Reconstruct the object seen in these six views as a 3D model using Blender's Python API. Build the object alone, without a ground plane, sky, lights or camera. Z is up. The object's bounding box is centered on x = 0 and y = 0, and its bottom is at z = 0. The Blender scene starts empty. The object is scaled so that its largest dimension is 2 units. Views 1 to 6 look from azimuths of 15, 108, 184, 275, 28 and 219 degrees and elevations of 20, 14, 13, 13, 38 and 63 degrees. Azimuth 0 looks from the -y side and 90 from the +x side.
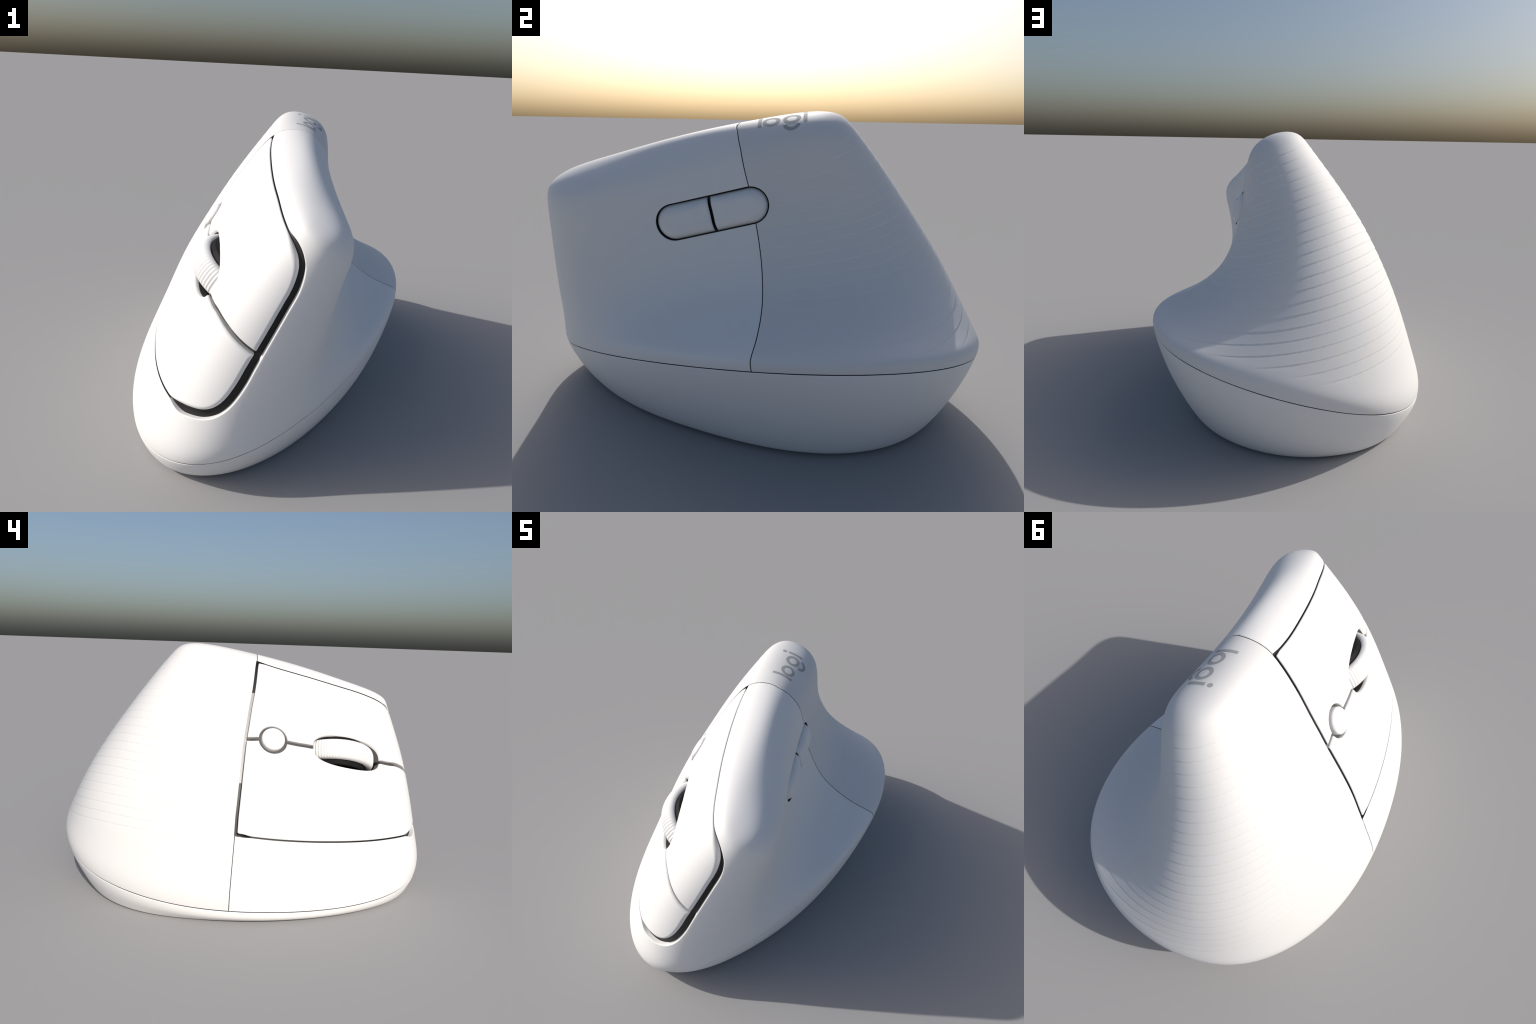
"""Vertical (handshake-grip) computer mouse, built part by part.

One smooth master body is described by a subdivision cage (stacked cross-sections from
the footprint up to the crest).  Trim lines drawn on that body cut it into shells and
buttons; every part gets rounded edges and inward walls, and a dark frame lies behind
the gaps.  Wheel, round button, thumb buttons and lettering are added on top.
"""
import bpy
import math
import numpy as np

# ----------------------------------------------------------------------------------
# 1. master body: 12 cross-sections of 16 points, from the underside to the crest.
#    Points 0-7 run front to back on the thumb side (+x), 8-15 back to front on the
#    finger side (-x).  Catmull-Clark subdivision turns the cage into the smooth body.
# ----------------------------------------------------------------------------------
CAGE = {
    "underside": [
        (0.136, -0.773, 0), (0.3, -0.598, 0), (0.399, -0.329, 0), (0.44, -0.018, 0),
        (0.459, 0.296, 0), (0.391, 0.566, -0.001), (0.225, 0.747, 0), (-0.02, 0.823, 0),
        (-0.273, 0.779, 0), (-0.472, 0.649, 0), (-0.59, 0.417, -0.001), (-0.598, 0.117, 0.001),
        (-0.556, -0.213, 0), (-0.441, -0.509, 0), (-0.267, -0.733, 0), (-0.069, -0.83, 0),
    ],
    "footprint": [
        (0.12, -0.873, 0), (0.285, -0.665, 0), (0.411, -0.372, 0), (0.477, -0.047, 0.001),
        (0.499, 0.282, -0.001), (0.419, 0.57, -0.001), (0.236, 0.775, 0.001), (-0.02, 0.871, 0),
        (-0.277, 0.831, 0), (-0.47, 0.684, 0), (-0.587, 0.425, -0.001), (-0.597, 0.095, 0.001),
        (-0.545, -0.266, 0), (-0.428, -0.595, 0), (-0.263, -0.849, 0), (-0.077, -0.953, 0),
    ],
    "hull": [
        (0.17, -0.924, 0.095), (0.352, -0.713, 0.139), (0.513, -0.411, 0.18), (0.593, -0.062, 0.216),
        (0.604, 0.312, 0.239), (0.53, 0.648, 0.244), (0.332, 0.876, 0.239), (0.038, 0.97, 0.208),
        (-0.258, 0.92, 0.16), (-0.486, 0.762, 0.11), (-0.625, 0.48, 0.068), (-0.659, 0.127, 0.037),
        (-0.594, -0.252, 0.021), (-0.461, -0.602, 0.023), (-0.276, -0.872, 0.034), (-0.057, -0.986, 0.058),
    ],
    "base_seam": [
        (0.181, -0.978, 0.191), (0.377, -0.755, 0.265), (0.542, -0.435, 0.342), (0.64, -0.064, 0.407),
        (0.67, 0.321, 0.451), (0.584, 0.667, 0.463), (0.394, 0.913, 0.442), (0.098, 1.016, 0.38),
        (-0.22, 0.983, 0.294), (-0.471, 0.837, 0.209), (-0.624, 0.544, 0.137), (-0.669, 0.176, 0.088),
        (-0.602, -0.225, 0.059), (-0.475, -0.598, 0.052), (-0.282, -0.885, 0.075), (-0.044, -1.025, 0.126),
    ],
    "rim": [
        (0.174, -0.98, 0.261), (0.374, -0.76, 0.315), (0.528, -0.446, 0.384), (0.627, -0.076, 0.441),
        (0.664, 0.305, 0.485), (0.589, 0.649, 0.507), (0.411, 0.895, 0.49), (0.118, 1.012, 0.427),
        (-0.199, 0.999, 0.344), (-0.457, 0.859, 0.281), (-0.612, 0.572, 0.211), (-0.67, 0.205, 0.159),
        (-0.608, -0.195, 0.133), (-0.479, -0.582, 0.129), (-0.286, -0.875, 0.151), (-0.047, -1.024, 0.198),
    ],
    "rim_top": [
        (0.187, -0.967, 0.363), (0.381, -0.768, 0.374), (0.482, -0.474, 0.424), (0.526, -0.109, 0.471),
        (0.529, 0.279, 0.507), (0.469, 0.63, 0.527), (0.317, 0.876, 0.513), (0.063, 0.99, 0.46),
        (-0.211, 0.971, 0.394), (-0.446, 0.824, 0.377), (-0.573, 0.563, 0.321), (-0.628, 0.227, 0.273),
        (-0.577, -0.144, 0.248), (-0.448, -0.529, 0.243), (-0.268, -0.834, 0.262), (-0.037, -0.993, 0.307),
    ],
    "thumb_rest": [
        (0.227, -0.946, 0.457), (0.402, -0.761, 0.484), (0.425, -0.509, 0.527), (0.386, -0.185, 0.576),
        (0.354, 0.171, 0.622), (0.3, 0.5, 0.656), (0.182, 0.746, 0.655), (-0.022, 0.878, 0.625),
        (-0.248, 0.876, 0.576), (-0.438, 0.752, 0.542), (-0.529, 0.536, 0.481), (-0.572, 0.25, 0.432),
        (-0.521, -0.094, 0.395), (-0.396, -0.486, 0.376), (-0.217, -0.813, 0.38), (0.004, -0.981, 0.412),
    ],
    "waist": [
        (0.278, -0.91, 0.6), (0.434, -0.748, 0.637), (0.413, -0.537, 0.682), (0.345, -0.248, 0.738),
        (0.296, 0.082, 0.788), (0.238, 0.394, 0.82), (0.139, 0.636, 0.825), (-0.04, 0.769, 0.798),
        (-0.24, 0.77, 0.758), (-0.397, 0.648, 0.722), (-0.47, 0.449, 0.67), (-0.492, 0.195, 0.623),
        (-0.437, -0.127, 0.583), (-0.309, -0.494, 0.551), (-0.134, -0.805, 0.543), (0.065, -0.953, 0.564),
    ],
    "flank": [
        (0.343, -0.863, 0.754), (0.467, -0.714, 0.797), (0.427, -0.528, 0.843), (0.339, -0.278, 0.901),
        (0.266, 0.011, 0.95), (0.213, 0.294, 0.979), (0.148, 0.517, 0.988), (-0.007, 0.64, 0.971),
        (-0.188, 0.648, 0.946), (-0.323, 0.538, 0.92), (-0.379, 0.355, 0.87), (-0.362, 0.109, 0.803),
        (-0.307, -0.204, 0.76), (-0.189, -0.535, 0.726), (-0.026, -0.802, 0.713), (0.155, -0.917, 0.724),
    ],
    "upper_flank": [
        (0.413, -0.809, 0.894), (0.511, -0.682, 0.935), (0.452, -0.522, 0.979), (0.358, -0.3, 1.046),
        (0.275, -0.039, 1.102), (0.229, 0.216, 1.133), (0.195, 0.416, 1.151), (0.058, 0.522, 1.137),
        (-0.105, 0.533, 1.119), (-0.214, 0.442, 1.104), (-0.237, 0.268, 1.056), (-0.21, 0.021, 0.994),
        (-0.147, -0.272, 0.942), (-0.036, -0.56, 0.901), (0.099, -0.782, 0.881), (0.251, -0.862, 0.877),
    ],
    "shoulder": [
        (0.425, -0.802, 0.978), (0.458, -0.706, 1.018), (0.379, -0.551, 1.063), (0.297, -0.331, 1.136),
        (0.23, -0.074, 1.196), (0.202, 0.171, 1.227), (0.197, 0.353, 1.254), (0.1, 0.438, 1.252),
        (-0.022, 0.437, 1.25), (-0.093, 0.348, 1.254), (-0.093, 0.179, 1.219), (-0.072, -0.057, 1.164),
        (-0.006, -0.319, 1.103), (0.102, -0.563, 1.046), (0.212, -0.749, 1.007), (0.32, -0.822, 0.977),
    ],
    "crest": [
        (0.364, -0.789, 1.016), (0.363, -0.71, 1.063), (0.296, -0.562, 1.119), (0.235, -0.344, 1.199),
        (0.166, -0.092, 1.263), (0.111, 0.137, 1.294), (0.099, 0.302, 1.316), (0.053, 0.382, 1.304),
        (-0.007, 0.379, 1.304), (-0.037, 0.291, 1.33), (-0.013, 0.131, 1.311), (0.026, -0.095, 1.249),
        (0.1, -0.345, 1.185), (0.196, -0.571, 1.129), (0.272, -0.738, 1.079), (0.322, -0.803, 1.027),
    ],
}
COLUMNS, LEVELS = 16, 5


def cage_faces(rings):
    at = lambda r, c: r * COLUMNS + c % COLUMNS
    faces = [(at(r, c), at(r, c + 1), at(r + 1, c + 1), at(r + 1, c)) for r in range(rings - 1) for c in range(COLUMNS)]
    last = rings - 1
    for j in range(COLUMNS // 2 - 1):      # zip the crest and the underside shut
        faces.append((at(last, j), at(last, j + 1), at(last, COLUMNS - 2 - j), at(last, COLUMNS - 1 - j)))
        faces.append((at(0, j + 1), at(0, j), at(0, COLUMNS - 1 - j), at(0, COLUMNS - 2 - j)))
    return np.array(faces)


def subdivide(verts, faces):
    """One Catmull-Clark step on a closed quad mesh."""
    n, nf = len(verts), len(faces)
    edges = np.sort(np.stack([faces, np.roll(faces, -1, 1)], -1).reshape(-1, 2), 1)
    unique, inverse = np.unique(edges, axis=0, return_inverse=True)
    inverse = inverse.reshape(nf, 4)
    ne = len(unique)
    centre = verts[faces].mean(1)
    mid = verts[unique].mean(1)
    around = np.zeros((ne, 3))
    face_sum, edge_sum = np.zeros((n, 3)), np.zeros((n, 3))
    valence = np.bincount(unique.ravel(), minlength=n)[:, None]
    for k in range(3):
        around[:, k] = np.bincount(inverse.ravel(), np.repeat(centre[:, k], 4), minlength=ne)
        face_sum[:, k] = np.bincount(faces.ravel(), np.repeat(centre[:, k], 4), minlength=n)
        edge_sum[:, k] = np.bincount(unique.ravel(), np.repeat(mid[:, k], 2), minlength=n)
    edge_point = mid / 2 + around / 4
    moved = (face_sum / valence + 2 * edge_sum / valence + (valence - 3) * verts) / valence
    e, f = n + inverse, n + ne + np.arange(nf)
    new = np.concatenate([np.stack([faces[:, k], e[:, k], f, e[:, k - 1]], -1) for k in range(4)])
    return np.vstack([moved, edge_point, centre]), new


def unit(v):
    v = np.asarray(v, float)
    return v / np.maximum(np.linalg.norm(v, axis=-1, keepdims=True), 1e-12)


def vertex_normals(verts, tris):
    fn = np.cross(verts[tris[:, 1]] - verts[tris[:, 0]], verts[tris[:, 2]] - verts[tris[:, 0]])
    out = np.zeros_like(verts)
    for k in range(3):
        out[:, k] = np.bincount(tris.ravel(), np.repeat(fn[:, k], 3), minlength=len(verts))
    return unit(out)


def smoothstep(a, b, x):
    t = np.clip((x - a) / (b - a), 0, 1)
    return t * t * (3 - 2 * t)


body_v = np.array([p for ring in CAGE.values() for p in ring], float)
quads = cage_faces(len(CAGE))
for _ in range(LEVELS):
    body_v, quads = subdivide(body_v, quads)
body_t = np.vstack([quads[:, [0, 1, 2]], quads[:, [0, 2, 3]]])
body_n = vertex_normals(body_v, body_t)

# ----------------------------------------------------------------------------------
# 2. trim lines, as signed distances measured along the surface
# ----------------------------------------------------------------------------------
# 2a. seam between base and upper shells: a slightly bowed, tilted surface


def base_seam(p):
    x, y, z = p.T
    return z - (0.2431 + 0.2481 * x + 0.1062 * y - 0.0143 * x * x + 0.0002 * x * y - 0.0058 * y * y)


# 2b. upright seam between front shell and rear grip: y as a function of height per side
THUMB_SEAM = [(0.42, 0.217), (0.47, 0.210), (0.516, 0.194), (0.585, 0.175), (0.656, 0.154), (0.737, 0.134), (0.814, 0.114),
              (0.875, 0.097), (1.018, 0.060), (1.115, 0.032), (1.164, 0.017), (1.222, -0.010), (1.251, -0.030)]
FINGER_SEAM = [(0.08, -0.011), (0.25, -0.014), (0.5, -0.018), (0.73, -0.024), (0.92, -0.032), (1.09, -0.044), (1.24, -0.047)]


def upright_seam(p, n):
    x, y, z = p.T
    thumb, finger = (np.interp(z, *np.array(t).T) for t in (THUMB_SEAM, FINGER_SEAM))
    s = smoothstep(0.0, 0.16, x)
    return (y - (thumb * s + finger * (1 - s))) / np.sqrt(np.clip(1 - n[:, 1] ** 2, 0.1, 1))


# 2c. button panel: outline on the finger face, wrapping round the nose
PANEL = [(0.004, -0.047, 1.226), (0.017, -0.125, 1.202), (0.037, -0.218, 1.179), (0.086, -0.383, 1.138), (0.131, -0.504, 1.103),
         (0.175, -0.606, 1.073), (0.212, -0.690, 1.043), (0.253, -0.765, 1.008), (0.286, -0.803, 0.975), (0.310, -0.822, 0.938),
         (0.320, -0.834, 0.892), (0.310, -0.848, 0.830), (0.281, -0.869, 0.759), (0.248, -0.890, 0.681), (0.213, -0.911, 0.601),
         (0.188, -0.926, 0.544), (0.159, -0.942, 0.475), (0.120, -0.958, 0.408), (0.077, -0.968, 0.367), (0.029, -0.970, 0.347),
         (-0.025, -0.958, 0.338), (-0.075, -0.936, 0.333), (-0.140, -0.886, 0.338), (-0.222, -0.792, 0.346), (-0.290, -0.684, 0.352),
         (-0.358, -0.549, 0.362), (-0.423, -0.387, 0.376), (-0.472, -0.231, 0.392), (-0.502, -0.109, 0.408), (-0.519, -0.018, 0.421)]
PANEL_REAR = [(-0.484, -0.018, 0.506), (-0.431, -0.022, 0.619), (-0.366, -0.024, 0.733), (-0.293, -0.027, 0.848),
              (-0.242, -0.032, 0.919), (-0.180, -0.037, 1.003), (-0.112, -0.044, 1.090), (-0.025, -0.046, 1.199)]
SPLIT = [(-0.300, -0.010, 0.856), (-0.268, -0.090, 0.855), (-0.241, -0.168, 0.848), (-0.213, -0.297, 0.826), (-0.160, -0.470, 0.795),
         (-0.090, -0.665, 0.745), (-0.015, -0.789, 0.709), (0.029, -0.835, 0.695), (0.075, -0.880, 0.672), (0.117, -0.905, 0.648),
         (0.158, -0.916, 0.624), (0.200, -0.916, 0.600), (0.250, -0.910, 0.575)]
FACE_N = unit((-0.774, -0.414, 0.478))
FACE_U = unit(np.cross((0, 0, 1), FACE_N))       # towards the nose
FACE_V = np.cross(FACE_N, FACE_U)                # up the face


def spline(points, steps=6):
    """Open Catmull-Rom curve through the given points."""
    p = np.asarray(points, float)
    q = np.vstack([2 * p[0] - p[1], p, 2 * p[-1] - p[-2]])
    t = np.linspace(0, 1, steps, endpoint=False)[:, None]
    out = [0.5 * (2 * b + (c - a) * t + (2 * a - 5 * b + 4 * c - d) * t ** 2 + (3 * b - a - 3 * c + d) * t ** 3)
           for a, b, c, d in zip(q, q[1:], q[2:], q[3:])]
    return np.vstack(out + [p[-1:]])


def flat(points, u, v):
    return np.stack([np.asarray(points) @ u, np.asarray(points) @ v], -1)


def line_distance(p, line):
    """Distance of points to a polyline; in 2D also the unit gradient and the side (+ left of the line)."""
    a, d = line[:-1], np.diff(line, axis=0)
    best, grad, side = np.full(len(p), 1e9), np.zeros(p.shape), np.ones(len(p))
    for o, e in zip(a, d):
        t = np.clip(((p - o) @ e) / (e @ e), 0, 1)
        r = p - o - t[:, None] * e
        m = np.linalg.norm(r, axis=1)
        k = m < best
        best[k] = m[k]
        if p.shape[1] == 3:
            continue
        grad[k] = r[k] / np.maximum(m[k], 1e-9)[:, None]
        side[k] = np.sign(e[0] * r[k, 1] - e[1] * r[k, 0])
    return best, grad, side


def inside(p, loop):
    hit = np.zeros(len(p), bool)
    for a, b in zip(loop, np.roll(loop, -1, 0)):
        c = (a[1] > p[:, 1]) != (b[1] > p[:, 1])
        hit ^= c & (p[:, 0] < (b[0] - a[0]) * (p[:, 1] - a[1]) / (b[1] - a[1] + 1e-15) + a[0])
    return hit


def stretch(grad, u, v, n):
    """How slowly a projected distance grows along the tilted surface."""
    g = grad[:, :1] * u + grad[:, 1:] * v
    return np.sqrt(np.clip(1 - (g * n).sum(1) ** 2, 0.12, 1))


FAR = 0.5
WHEEL_AT = np.array((-0.117, -0.560, 0.775))
on_face = (body_n @ FACE_N > 0.10) & ((body_v - WHEEL_AT) @ FACE_N > -0.34)     # finger face and nose
face_p, face_n = body_v[on_face], body_n[on_face]
face_uv = flat(face_p, FACE_U, FACE_V)


def field(values, mask=on_face, far=FAR):
    out = np.full(len(body_v), far)
    out[mask] = values
    return out


def on_surface(points):
    """Slide curve points onto the body."""
    out = []
    for p in points:
        i = np.argmin(((body_v - p) ** 2).sum(1))
        out.append(p - body_n[i] * ((p - body_v[i]) @ body_n[i]))
    return np.array(out)


outline = on_surface(np.vstack([spline(PANEL), spline(PANEL_REAR)]))
loop2 = flat(outline, FACE_U, FACE_V)
dist, _, _ = line_distance(body_v, np.vstack([outline, outline[:1]]))
within = np.zeros(len(body_v), bool)
within[on_face] = inside(face_uv, loop2)
panel_d = np.where(within, 1, -1) * dist

split2 = flat(spline(SPLIT), FACE_U, FACE_V)
dist, grad, side = line_distance(face_uv, split2)
split_d = field(side * dist / stretch(grad, FACE_U, FACE_V, face_n))      # + above the split

# 2d. wheel slot (rounded oval) and round button on the split line
WHEEL_DIR = unit(np.array((-0.045, -0.735, 0.735)) - np.array((-0.190, -0.378, 0.815)))
SLOT = (0.203, 0.085)
wheel_side = unit(np.cross(FACE_N, WHEEL_DIR))
rel = face_p - WHEEL_AT - WHEEL_DIR * 0.004 - wheel_side * 0.000
a, b = rel @ WHEEL_DIR / SLOT[0], rel @ wheel_side / SLOT[1]
q = (np.abs(a) ** 2.7 + np.abs(b) ** 2.7 + 1e-9) ** (1 / 2.7)
slot_d = field((q - 1) * (SLOT[0] * np.abs(a) + SLOT[1] * np.abs(b)) / (np.abs(a) + np.abs(b) + 1e-6))

DISC_AT, DISC_R, RING_R = np.array((-0.243, -0.167, 0.847)), 0.061, 0.075
ring_d = field(np.linalg.norm(flat(face_p - DISC_AT, FACE_U, FACE_V), axis=1) - RING_R)

# 2e. pill of two thumb buttons
PILL_FRONT, PILL_BACK = np.array((0.3384, -0.2334, 0.8649)), np.array((0.2640, 0.0700, 0.9436))
PILL_AT = (PILL_FRONT + PILL_BACK) / 2
PILL_DIR = unit(PILL_BACK - PILL_FRONT)
PILL_UP = unit(np.array((-0.008, -0.039, 0.134)) - PILL_DIR * (np.array((-0.008, -0.039, 0.134)) @ PILL_DIR))
PILL_N = np.cross(PILL_DIR, PILL_UP)
PILL_HALF, PILL_R = np.linalg.norm(PILL_BACK - PILL_FRONT) / 2, 0.0725
on_thumb = (body_n @ PILL_N > 0.3) & (np.linalg.norm(body_v - PILL_AT, axis=1) < 0.45)
rel = body_v[on_thumb] - PILL_AT
along, up = rel @ PILL_DIR, rel @ PILL_UP
pill_d = field(PILL_R - np.hypot(np.maximum(np.abs(along) - PILL_HALF, 0), up), on_thumb, -FAR)   # + inside
pill_s = field(along, on_thumb)                                                                 # + towards the palm

# 2f. grip: shingled contour bands on the rear shell
STEP = 0.07
GRIP = (-0.124, -0.014, 0.472, -0.161, -0.183)


def grip_level(p):
    x, y, z = p.T
    w = z + GRIP[0] * x + GRIP[1] * y + GRIP[2] * x * z + GRIP[3] * x * x + GRIP[4] * y * z
    spacing = np.clip(0.033 + 0.0175 * (w - 0.333), 0.02, 0.06)
    return np.log(spacing / 0.033) / 0.0175


# gap widths and edge rounding: narrow joints, opening into a channel round the nose
nose = smoothstep(0.845, 0.925, -body_v[:, 1] + 0.35 * body_v[:, 0]) * smoothstep(-0.2, 0.05, body_n @ FACE_N)
rear = smoothstep(-0.10, -0.05, body_v[:, 1])
chin = nose * smoothstep(0.66, 0.50, body_v[:, 2])
gap_in = 0.0045 + 0.0050 * nose + 0.003 * chin + 0.006 * rear
gap_out = 0.003 + 0.0120 * nose + 0.003 * chin + 0.002 * rear
round_in = 0.006 + 0.012 * nose
round_out = 0.004 + 0.000 * nose

attributes = dict(base=base_seam(body_v) / np.sqrt(np.clip(1 - body_n[:, 2] ** 2, 0.2, 1)), upright=upright_seam(body_v, body_n),
                  panel_in=panel_d - gap_in, panel_out=-panel_d - gap_out, in_r=round_in, out_r=round_out, nose=nose, rear=rear,
                  split=split_d, slot=slot_d, ring=ring_d, pill=pill_d, pill_s=pill_s)
attributes["in_q"] = attributes["panel_in"] / round_in
attributes["out_q"] = attributes["panel_out"] / round_out
KEY = {k: 6 + i for i, k in enumerate(attributes)}
DATA = np.hstack([body_v, body_n, np.stack(list(attributes.values()), 1)])
TRIS = body_t


def cut(data, tris, value, iso):
    """Split triangles along the line value == iso; every stored value is interpolated."""
    s = value - iso
    s = np.where(np.abs(s) < 2e-5, 0.0, s)
    st = np.sign(s)[tris]
    crossing = np.stack([st[:, k] * st[:, (k + 1) % 3] < 0 for k in range(3)], 1)
    count = crossing.sum(1)
    hit = count > 0
    if not hit.any():
        return data, tris
    ht, hc = tris[hit], crossing[hit]
    edges = np.stack([ht, np.roll(ht, -1, 1)], -1)[hc]
    key = np.sort(edges, 1)
    unique, inverse = np.unique(key, axis=0, return_inverse=True)
    t = s[unique[:, 0]] / (s[unique[:, 0]] - s[unique[:, 1]])
    fresh = data[unique[:, 0]] * (1 - t[:, None]) + data[unique[:, 1]] * t[:, None]
    ids = np.full(ht.shape, -1)
    ids[hc] = len(data) + inverse.ravel()
    new = [tris[~hit]]
    for k in range(3):
        k1, k2 = (k + 1) % 3, (k + 2) % 3
        both = hc[:, k] & hc[:, k2]                       # corner k stands alone
        a, b, c, p, q = ht[both, k], ht[both, k1], ht[both, k2], ids[both, k], ids[both, k2]
        new += [np.stack(x, 1) for x in ((a, p, q), (p, b, c), (p, c, q))]
        one = hc[:, k1] & ~hc[:, k] & ~hc[:, k2]          # corner k lies on the line
        a, b, c, p = ht[one, k], ht[one, k1], ht[one, k2], ids[one, k1]
        new += [np.stack(x, 1) for x in ((a, b, p), (a, p, c))]
    return np.vstack([data, fresh]), np.vstack(new)


SEAM_GAP, UPRIGHT_GAP, SPLIT_GAP, PILL_OUT, PILL_IN, PILL_SPLIT = 0.0019, 0.0018, 0.0095, -0.0030, 0.0030, 0.006
cuts = [("base", v) for v in (-0.005, -SEAM_GAP, SEAM_GAP, 0.005)]
cuts += [("upright", v) for v in (-0.005, -UPRIGHT_GAP, UPRIGHT_GAP, 0.005)]
cuts += [("panel_in", 0.0), ("panel_out", 0.0)] + [(k, v) for k in ("in_q", "out_q") for v in (0.12, 0.3, 0.6, 1.0)]
cuts += [("split", v) for v in (-0.025, -0.017, -0.012, -SPLIT_GAP, SPLIT_GAP, 0.012, 0.017)]
cuts += [("slot", v) for v in (0.0, 0.0012, 0.003, 0.007, 0.013)] + [("ring", v) for v in (0.0, 0.0015, 0.005, 0.010)]
cuts += [("pill", v) for v in (PILL_OUT - 0.006, PILL_OUT, PILL_IN, 0.0038, 0.005, 0.007, 0.010, 0.015, 0.023)]
cuts += [("pill_s", v) for v in (-0.016, -0.010, -PILL_SPLIT, PILL_SPLIT, 0.010, 0.016)]
for name, iso in cuts:
    DATA, TRIS = cut(DATA, TRIS, DATA[:, KEY[name]], iso)

# ----------------------------------------------------------------------------------
# 3. sort the triangles into parts
# ----------------------------------------------------------------------------------
mid = {k: DATA[:, i][TRIS].mean(1) for k, i in KEY.items()}
centroid = DATA[:, :3][TRIS].mean(1)
upper = mid["base"] > SEAM_GAP
in_panel = upper & (mid["panel_in"] > 0)
off_panel = upper & (mid["panel_out"] > 0)
off_pill = mid["pill"] < PILL_OUT
key_face = in_panel & (mid["slot"] > 0) & (mid["ring"] > 0)
REGION = {
    "base": mid["base"] < -SEAM_GAP,
    "front_shell": off_panel & off_pill & (mid["upright"] < -UPRIGHT_GAP),
    "rear_grip": off_panel & off_pill & (mid["upright"] > UPRIGHT_GAP),
    "upper_key": key_face & (mid["split"] > SPLIT_GAP),
    "lower_key": key_face & (mid["split"] < -SPLIT_GAP),
    "thumb_front": (mid["pill"] > PILL_IN) & (mid["pill_s"] < -PILL_SPLIT),
    "thumb_rear": (mid["pill"] > PILL_IN) & (mid["pill_s"] > PILL_SPLIT),
    "slot": in_panel & (mid["slot"] < 0.004),
}
near = np.minimum.reduce([np.abs(mid["base"]), np.abs(mid["upright"]), np.maximum(mid["panel_in"], mid["panel_out"]) - 0.008])
near = np.minimum(near, np.where(in_panel, np.minimum(np.abs(mid["split"]) - 0.008, mid["ring"]), FAR))
near = np.minimum(near, np.where(mid["pill"] > PILL_OUT - 0.01, 0.0, FAR))
# carrier greyed as painted shade in split and button ring; paler lip mid rear joint
light = in_panel & ((np.abs(mid["split"]) < 0.02) | (mid["ring"] < 0.01))
rear_joint = (mid["panel_in"] > -0.03) & (mid["panel_out"] > -0.03) & (np.abs(mid["upright"]) < 0.03) & upper
light |= rear_joint & (centroid[:, 2] > 0.66) & (centroid[:, 2] < 1.08)
REGION["carrier"] = (near < 0.012) & light & in_panel & (mid["slot"] > 0.0)
REGION["rear_lip"] = (near < 0.012) & light & ~in_panel
REGION["inner_frame"] = (near < 0.012) & ~light & (mid["slot"] > 0.0)


def take(name):
    tris = TRIS[REGION[name]]
    used, inverse = np.unique(tris, return_inverse=True)
    return DATA[used].copy(), inverse.reshape(-1, 3)


def rounded(e, r, depth):
    """Quarter-round edge: full depth at the edge, flush r away from it."""
    t = np.clip(1 - e / r, 0, 1)
    return depth * (1 - np.sqrt(np.clip(1 - t * t, 0, 1)))


def walls(verts, tris, inward, depth):
    """Inward walls along the open border of a part."""
    e = np.stack([tris, np.roll(tris, -1, 1)], -1).reshape(-1, 2)
    key = np.sort(e, 1)
    _, first, count = np.unique(key, axis=0, return_index=True, return_counts=True)
    border = e[first[count == 1]]
    ids, inverse = np.unique(border, return_inverse=True)
    inverse = inverse.reshape(-1, 2)
    m, n = len(verts), len(ids)
    d = depth[ids][:, None] if np.ndim(depth) else depth
    top = verts[ids]
    low = top + inward[ids] * d
    a, b = m + inverse[:, 0], m + inverse[:, 1]
    strip = np.vstack([np.stack([b, a, a + n], 1), np.stack([b, a + n, b + n], 1)])
    return np.vstack([verts, top, low]), np.vstack([tris, strip]), np.r_[np.zeros(len(tris), np.int32), np.tile(border[:, 0], 2)]


# ----------------------------------------------------------------------------------
# 4. materials
# ----------------------------------------------------------------------------------


def plastic(name, colour, roughness, grain=0.0, specular=0.5, vary=0.0):
    mat = bpy.data.materials.new(name)
    mat.use_nodes = True
    nodes, links = mat.node_tree.nodes, mat.node_tree.links
    shader = nodes["Principled BSDF"]
    shader.inputs["Base Color"].default_value = (*colour, 1)
    shader.inputs["Roughness"].default_value = roughness
    shader.inputs["Specular IOR Level"].default_value = specular
    coord = nodes.new("ShaderNodeTexCoord")
    noise = nodes.new("ShaderNodeTexNoise")
    noise.inputs["Scale"].default_value = 260.0
    noise.inputs["Detail"].default_value = 3.0
    links.new(coord.outputs["Object"], noise.inputs["Vector"])
    if grain:
        bump = nodes.new("ShaderNodeBump")
        bump.inputs["Strength"].default_value = grain
        bump.inputs["Distance"].default_value = 0.0006
        links.new(noise.outputs["Fac"], bump.inputs["Height"])
        links.new(bump.outputs["Normal"], shader.inputs["Normal"])
    if vary:
        ramp = nodes.new("ShaderNodeValToRGB")
        ramp.color_ramp.elements[0].color = (*[c * (1 - vary) for c in colour], 1)
        ramp.color_ramp.elements[1].color = (*[min(1, c * (1 + vary)) for c in colour], 1)
        ramp.color_ramp.elements[0].position, ramp.color_ramp.elements[1].position = 0.35, 0.65
        links.new(noise.outputs["Fac"], ramp.inputs["Fac"])
        links.new(ramp.outputs["Color"], shader.inputs["Base Color"])
    return mat


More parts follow.
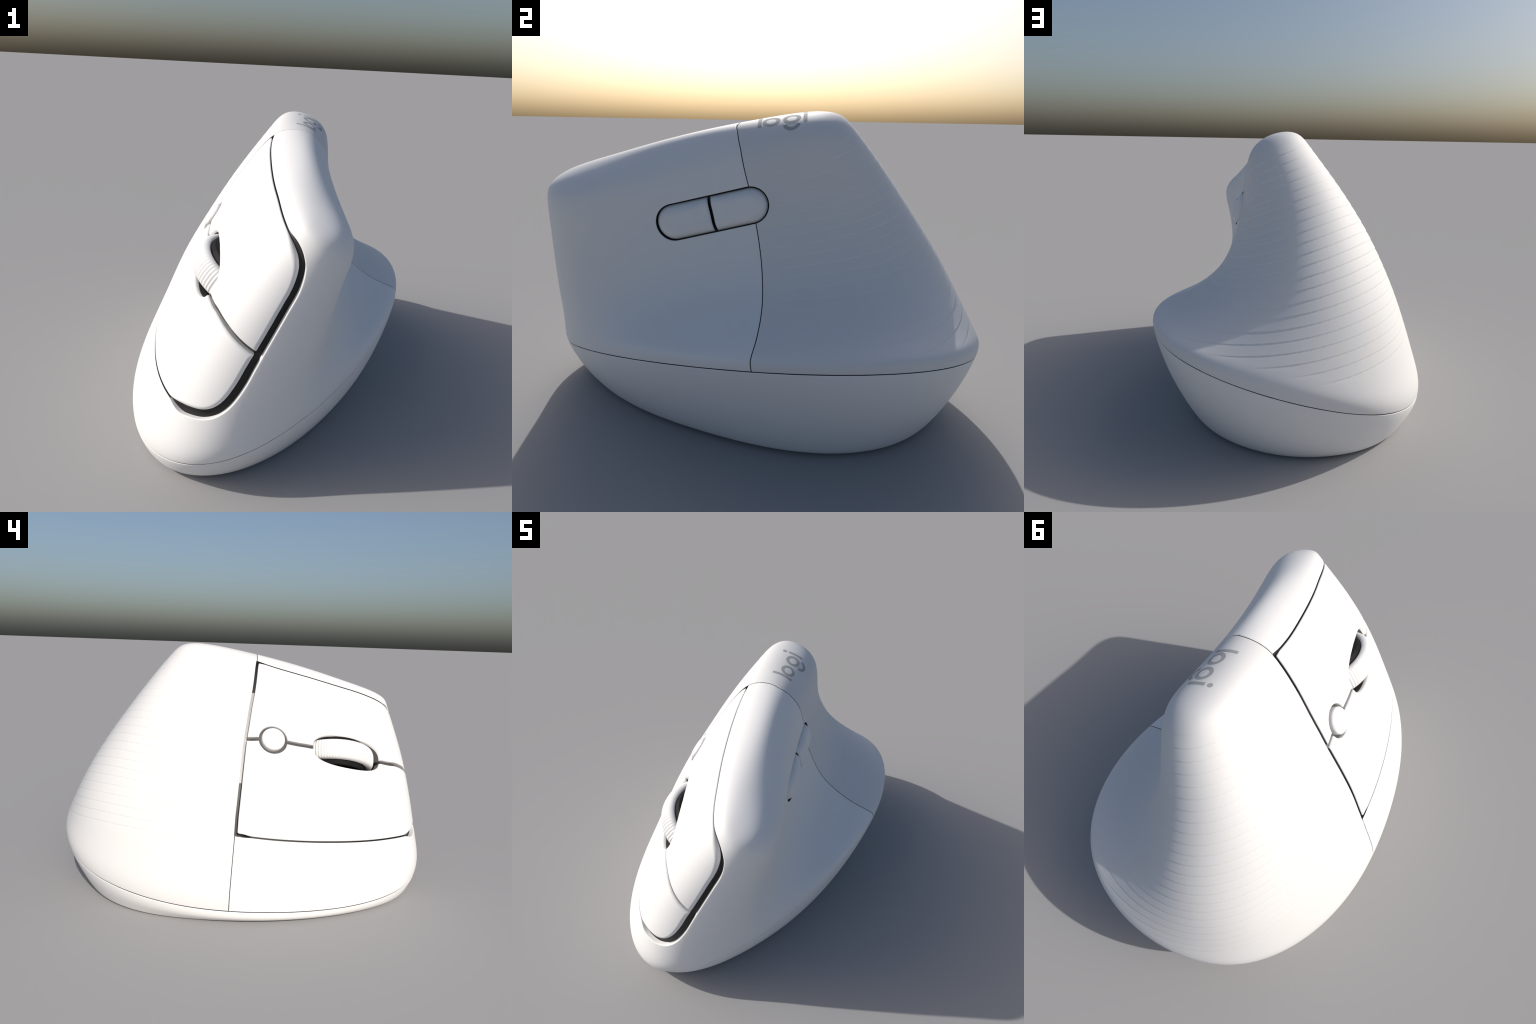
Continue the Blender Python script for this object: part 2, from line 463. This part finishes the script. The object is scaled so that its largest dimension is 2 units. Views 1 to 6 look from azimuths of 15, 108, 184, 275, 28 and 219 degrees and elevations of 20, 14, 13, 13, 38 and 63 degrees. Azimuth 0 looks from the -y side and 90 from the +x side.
WHITE = plastic("white_plastic", (0.80, 0.80, 0.80), 0.55, grain=0.05, specular=0.3)
RUBBER = plastic("white_grip_rubber", (0.72, 0.72, 0.72), 0.6, grain=0.08, specular=0.25)
BLACK = plastic("black_inner_plastic", (0.008, 0.008, 0.009), 0.45, specular=0.4)
CARRIER = plastic("shade_grey_plastic", (0.07, 0.07, 0.07), 0.3, specular=0.5)  # dark grey paints the shade on the split and ring floors
WALL = plastic("shade_wall_plastic", (0.035, 0.035, 0.036), 0.4, specular=0.4)  # wall colour darkened to stand in for shade inside the thin seams
LIP = plastic("pale_inner_plastic", (0.42, 0.42, 0.42), 0.4)
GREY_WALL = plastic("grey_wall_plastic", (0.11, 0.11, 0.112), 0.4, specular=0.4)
HUB = plastic("dark_wheel_core", (0.010, 0.010, 0.011), 0.6, vary=0.25, specular=0.15)
PRINT = plastic("grey_print", (0.38, 0.385, 0.39), 0.7, vary=0.02, specular=0.2)

# ----------------------------------------------------------------------------------
# 5. objects
# ----------------------------------------------------------------------------------
scene = bpy.context.scene
root = bpy.data.objects.new("computer_mouse", None)
scene.collection.objects.link(root)
root["label"] = "white upright handshake-grip computer mouse with scroll wheel"
root["category"] = "computer mouse"


def add(name, verts, tris, material, parent=root, smooth=True, second=None, slots=None):
    mesh = bpy.data.meshes.new(name)
    mesh.vertices.add(len(verts))
    mesh.vertices.foreach_set("co", np.asarray(verts, np.float32).ravel())
    mesh.loops.add(3 * len(tris))
    mesh.loops.foreach_set("vertex_index", np.asarray(tris, np.int32).ravel())
    mesh.polygons.add(len(tris))
    mesh.polygons.foreach_set("loop_start", np.arange(0, 3 * len(tris), 3, dtype=np.int32))
    mesh.polygons.foreach_set("use_smooth", np.full(len(tris), smooth))
    mesh.update(calc_edges=True)
    mesh.materials.append(material)
    if second:
        mesh.materials.append(second)
        mesh.polygons.foreach_set("material_index", np.asarray(slots, np.int32))
    obj = bpy.data.objects.new(name, mesh)
    scene.collection.objects.link(obj)
    obj.parent = parent
    return obj


def get(d, name):
    return d[:, KEY[name]]


def shell(name, region, material, wall=0.012, grip=False):
    d, t = take(region)
    if grip:                                      # band edges become real steps
        lv = grip_level(d[:, :3])
        for k in range(-2, 22):
            for edge in (-STEP - 0.2, -STEP, 0.0, STEP):
                d, t = cut(d, t, lv, k + edge)
                lv = grip_level(d[:, :3])
    sink = rounded(get(d, "panel_out"), get(d, "out_r"), get(d, "out_r") * 0.8)
    sink = np.maximum(sink, rounded(np.abs(get(d, "base")) - SEAM_GAP, 0.003, 0.002))
    sink = np.maximum(sink, rounded(PILL_OUT - get(d, "pill"), 0.006, 0.003))
    if region != "base":
        sink = np.maximum(sink, rounded(np.abs(get(d, "upright")) - UPRIGHT_GAP, 0.003, 0.0015))
    if grip:
        below = np.ceil(lv - 1e-4) - lv                                  # 0 at a band's top edge, 1 at its foot
        shingle = np.interp(below, (0.0, STEP, STEP + 0.2, 1.0), (0.0, 0.0017, 0.0009, 0.0))     # each band tucks under the one above
        fade = smoothstep(0.03, 0.085, get(d, "upright")) * smoothstep(0.095, 0.15, get(d, "base")) * smoothstep(21.2, 20.4, lv) * smoothstep(-2.2, -1.2, lv)
        fade = fade * smoothstep(-0.010, -0.05, get(d, "pill"))
        even = (0.7 + 0.5 * smoothstep(2, 9, lv)) * (1 - 0.3 * smoothstep(0.05, 0.25, d[:, 0]))
        sink = sink + shingle * fade * even
    v = d[:, :3] - d[:, 3:6] * sink[:, None]
    faces = len(t)
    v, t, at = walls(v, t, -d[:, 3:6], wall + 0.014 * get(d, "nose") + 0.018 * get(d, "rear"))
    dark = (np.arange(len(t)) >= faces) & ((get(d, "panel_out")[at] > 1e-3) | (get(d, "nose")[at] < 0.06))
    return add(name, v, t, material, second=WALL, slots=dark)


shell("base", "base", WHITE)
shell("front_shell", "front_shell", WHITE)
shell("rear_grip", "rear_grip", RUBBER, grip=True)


def key(region):
    d, t = take(region)
    above = region == "upper_key"
    s = np.abs(get(d, "split")) - SPLIT_GAP
    sink = rounded(get(d, "panel_in"), get(d, "in_r"), get(d, "in_r") * (0.9 + 0.4 * get(d, "nose")))
    sink = np.maximum(sink, rounded(s, 0.007 if above else 0.015, 0.005 if above else 0.010))
    sink = np.maximum(sink, rounded(get(d, "slot"), 0.013, 0.018))
    sink = np.maximum(sink, rounded(get(d, "ring"), 0.010, 0.008))
    v = d[:, :3] - d[:, 3:6] * sink[:, None]
    faces = len(t)
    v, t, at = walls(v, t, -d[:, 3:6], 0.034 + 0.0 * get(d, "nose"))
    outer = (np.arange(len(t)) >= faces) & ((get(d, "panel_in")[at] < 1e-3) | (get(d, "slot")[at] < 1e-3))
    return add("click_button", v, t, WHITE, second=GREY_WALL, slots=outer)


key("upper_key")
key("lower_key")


def thumb_button(region):
    d, t = take(region)
    p, s = get(d, "pill"), np.abs(get(d, "pill_s")) - PILL_SPLIT
    lift = -0.018 + 0.032 * (1 - (1 - np.clip((p - PILL_IN) / 0.040, 0, 1)) ** 2)                    # puffy rounded rim
    lift = lift + 0.010 * np.sqrt(np.clip(1 - (1 - np.clip(p / PILL_R, 0, 1)) ** 2, 0, 1))        # pillow across the pill
    lift = lift - rounded(s, 0.010, 0.010)
    dish = np.hypot(s + 0.005 + 0.0, (d[:, :3] - PILL_AT) @ PILL_UP)
    lift = lift - 0.010 * np.clip(1 - (dish / 0.068) ** 2, 0, 1)           # shared finger scoop at the split
    v = d[:, :3] + d[:, 3:6] * lift[:, None]
    faces = len(t)
    v, t, _ = walls(v, t, -d[:, 3:6], 0.015)
    return add("thumb_button", v, t, WHITE, second=WALL, slots=np.arange(len(t)) >= faces)


thumb_button("thumb_front")
thumb_button("thumb_rear")

for name, mat in (("inner_frame", BLACK), ("carrier", CARRIER), ("rear_lip", LIP)):
    d, t = take(name)
    sink = 0.012 + 0.013 * get(d, "nose") + (0.020 - 0.014 * smoothstep(0.6, 1.0, d[:, 2])) * get(d, "rear") * (get(d, "panel_in") > -0.03) + {"inner_frame": 0.0, "carrier": 0.012, "rear_lip": 0.004}[name] + 0.014 * (get(d, "pill") > PILL_OUT - 0.02)
    add({"carrier": "button_carrier"}.get(name, name), d[:, :3] - d[:, 3:6] * sink[:, None], t, mat)

# wheel well: black tub behind the slot
d, t = take("slot")
n_in = -unit(d[:, 3:6] * 0.2 + FACE_N)
flat_floor = d[:, :3] - FACE_N * ((d[:, :3] - WHEEL_AT) @ FACE_N)[:, None] - FACE_N * 0.17
v, t, _ = walls(flat_floor, t, (d[:, :3] - d[:, 3:6] * 0.016) - flat_floor, 1.0)
add("wheel_well", v, t, BLACK)


def lathe(profile, axis, across, centre, segments, ribs=0, rib_depth=0.0):
    """Revolve (radius, offset along axis, rib weight) points about an axis."""
    third = np.cross(axis, across)
    verts, k = [], len(profile)
    for i in range(segments):
        a = math.tau * i / segments
        wave = rib_depth * (0.5 - 0.5 * math.cos(a * ribs)) if ribs else 0.0
        direction = across * math.cos(a) + third * math.sin(a)
        verts += [centre + direction * (r - wave * w) + axis * h for r, h, w in profile]
    tris = []
    for i in range(segments):
        j = (i + 1) % segments
        for m in range(k - 1):
            p, q, r, s = i * k + m, j * k + m, j * k + m + 1, i * k + m + 1
            tris += [(p, q, r), (p, r, s)]
    return np.array(verts), np.array(tris)


# scroll wheel: ribbed white tyre on a dark core, axle across the finger face
WHEEL_R, PROUD, HALF_W = 0.218, 0.054, 0.056
surface_at = DATA[np.argmin(((DATA[:, :3] - WHEEL_AT) ** 2).sum(1)), :3]
hub_at = surface_at + FACE_N * (PROUD - WHEEL_R) + wheel_side * 0.004
across = unit(np.cross(wheel_side, FACE_N))
tyre = [(WHEEL_R - 0.045, -HALF_W * 0.86, 0.0)]
for i in range(17):
    s = -1 + i / 8
    tyre.append((WHEEL_R - 0.034 * (1 - math.sqrt(max(0, 1 - abs(s) ** 2.6))), HALF_W * s, 1 - 0.75 * s ** 4))
tyre.append((WHEEL_R - 0.045, HALF_W * 0.86, 0.0))
wheel = bpy.data.objects.new("scroll_wheel", None)
scene.collection.objects.link(wheel)
wheel.parent = root
v, t = lathe(tyre, wheel_side, across, hub_at, 88 * 8, ribs=88, rib_depth=0.0026)
add("tyre", v, t, WHITE, wheel)
FLANK = 0.078
half = [(0.0, FLANK, 0), (0.115, FLANK, 0), (0.120, FLANK - 0.006, 0), (WHEEL_R - 0.072, FLANK - 0.006, 0), (WHEEL_R - 0.066, FLANK, 0),
        (WHEEL_R - 0.054, FLANK, 0), (WHEEL_R - 0.050, FLANK - 0.005, 0), (WHEEL_R - 0.040, 0.044, 0), (WHEEL_R - 0.030, 0.0, 0)]
core = [(r, -h, w) for r, h, w in half] + half[-2::-1]
v, t = lathe(core, wheel_side, across, hub_at, 160, ribs=80, rib_depth=0.0)
add("wheel_core", v, t, HUB, wheel)

# small round button: domed disc in its ring
disc_i = np.argmin(((DATA[:, :3] - DISC_AT) ** 2).sum(1))
disc_n, disc_c = unit(DATA[disc_i, 3:6]), DATA[disc_i, :3]
disc = [(0.0, 0.016, 0)] + [(DISC_R * 0.80 * math.sin(a), 0.012 + 0.004 * math.cos(a), 0) for a in np.linspace(0.2, 1.57, 6)]
disc += [(DISC_R * (0.80 + 0.20 * math.sin(a)), -0.002 + 0.014 * math.cos(a), 0) for a in np.linspace(0.15, 1.57, 7)] + [(DISC_R, -0.045, 0)]
v, t = lathe(disc[::-1], disc_n, unit(np.cross(disc_n, FACE_U)), disc_c, 72)
add("round_button", v, t, WHITE)

# ----------------------------------------------------------------------------------
# 6. lettering printed on the crest, wrapped onto the surface
# ----------------------------------------------------------------------------------
LOGO_AT = np.array((0.1235, 0.1937, 1.2844))
logo_n = unit((0.4283, -0.0651, 0.9013))
along0 = unit(np.array((0, 1, 0)) - logo_n * logo_n[1])
up0 = np.cross(logo_n, along0)
tilt = math.radians(12.6)
read_dir = along0 * math.cos(tilt) + up0 * math.sin(tilt)
up_dir = up0 * math.cos(tilt) - along0 * math.sin(tilt)
near_logo = np.linalg.norm(body_v - LOGO_AT, axis=1) < 0.3
surf_v, surf_n = body_v[near_logo], body_n[near_logo]
surf_ab = flat(surf_v - LOGO_AT, read_dir, up_dir)


def wrap(points, lift):
    """Drop flat lettering points onto the body."""
    out = []
    for p in points:
        i = np.argmin(((surf_ab - p) ** 2).sum(1))
        base = LOGO_AT + read_dir * p[0] + up_dir * p[1]
        h = ((surf_v[i] - base) @ surf_n[i]) / (logo_n @ surf_n[i])
        out.append(base + logo_n * h + surf_n[i] * lift)
    return np.array(out)


def stroke(path, width, closed=False):
    """Flat ribbon of constant width along a 2D path, as a grid."""
    p = np.array(path, float)
    d = (np.roll(p, -1, 0) - np.roll(p, 1, 0)) if closed else np.gradient(p, axis=0)
    side = unit(np.stack([-d[:, 1], d[:, 0]], -1))
    offs = np.linspace(-width / 2, width / 2, 6)
    grid = (p[:, None] + side[:, None] * offs[None, :, None])
    return grid, closed


def letter(parts):
    verts, tris = [], []
    for grid, closed in parts:
        m, k = grid.shape[:2]
        base = sum(len(x) for x in verts)
        top, low = wrap(grid.reshape(-1, 2), 0.0005), wrap(grid.reshape(-1, 2), -0.001)
        verts += [top, low, top]               # face, lower rim, and the rim's own copy of the face edge
        o, w = base + m * k, base + 2 * m * k
        for i in range(m if closed else m - 1):
            j = (i + 1) % m
            for c in range(k - 1):
                a, b, e, f = base + i * k + c, base + j * k + c, base + j * k + c + 1, base + i * k + c + 1
                tris += [(a, b, e), (a, e, f)]
            for c in (0, k - 1):
                a, b, e, f = w + i * k + c, w + j * k + c, o + j * k + c, o + i * k + c
                tris += [(a, b, e), (a, e, f)]
    add("logo_letter", np.vstack(verts), np.array(tris), PRINT)


def arc(cx, cy, r, a0, a1, n):
    return [(cx + r * math.cos(math.radians(a)), cy + r * math.sin(math.radians(a))) for a in np.linspace(a0, a1, n)]


def bar(x, y0, y1):
    return [(x, y) for y in np.linspace(y0, y1, 14)]


W = 0.0155
letter([stroke(bar(-0.132, -0.036, 0.064), W)])
letter([stroke(arc(-0.0845, -0.0005, 0.0285, 0, 352.5, 48), W, True)])
letter([stroke(arc(0, 0, 0.0285, 0, 352.5, 48), W, True), stroke(arc(0, -0.040, 0.0275, -8, -176, 26), W)])
letter([stroke(bar(0.0545, -0.037, 0.038), W), stroke(arc(0.0535, 0.059, 0.0052, 0, 352.5, 24), 0.0104, True)])
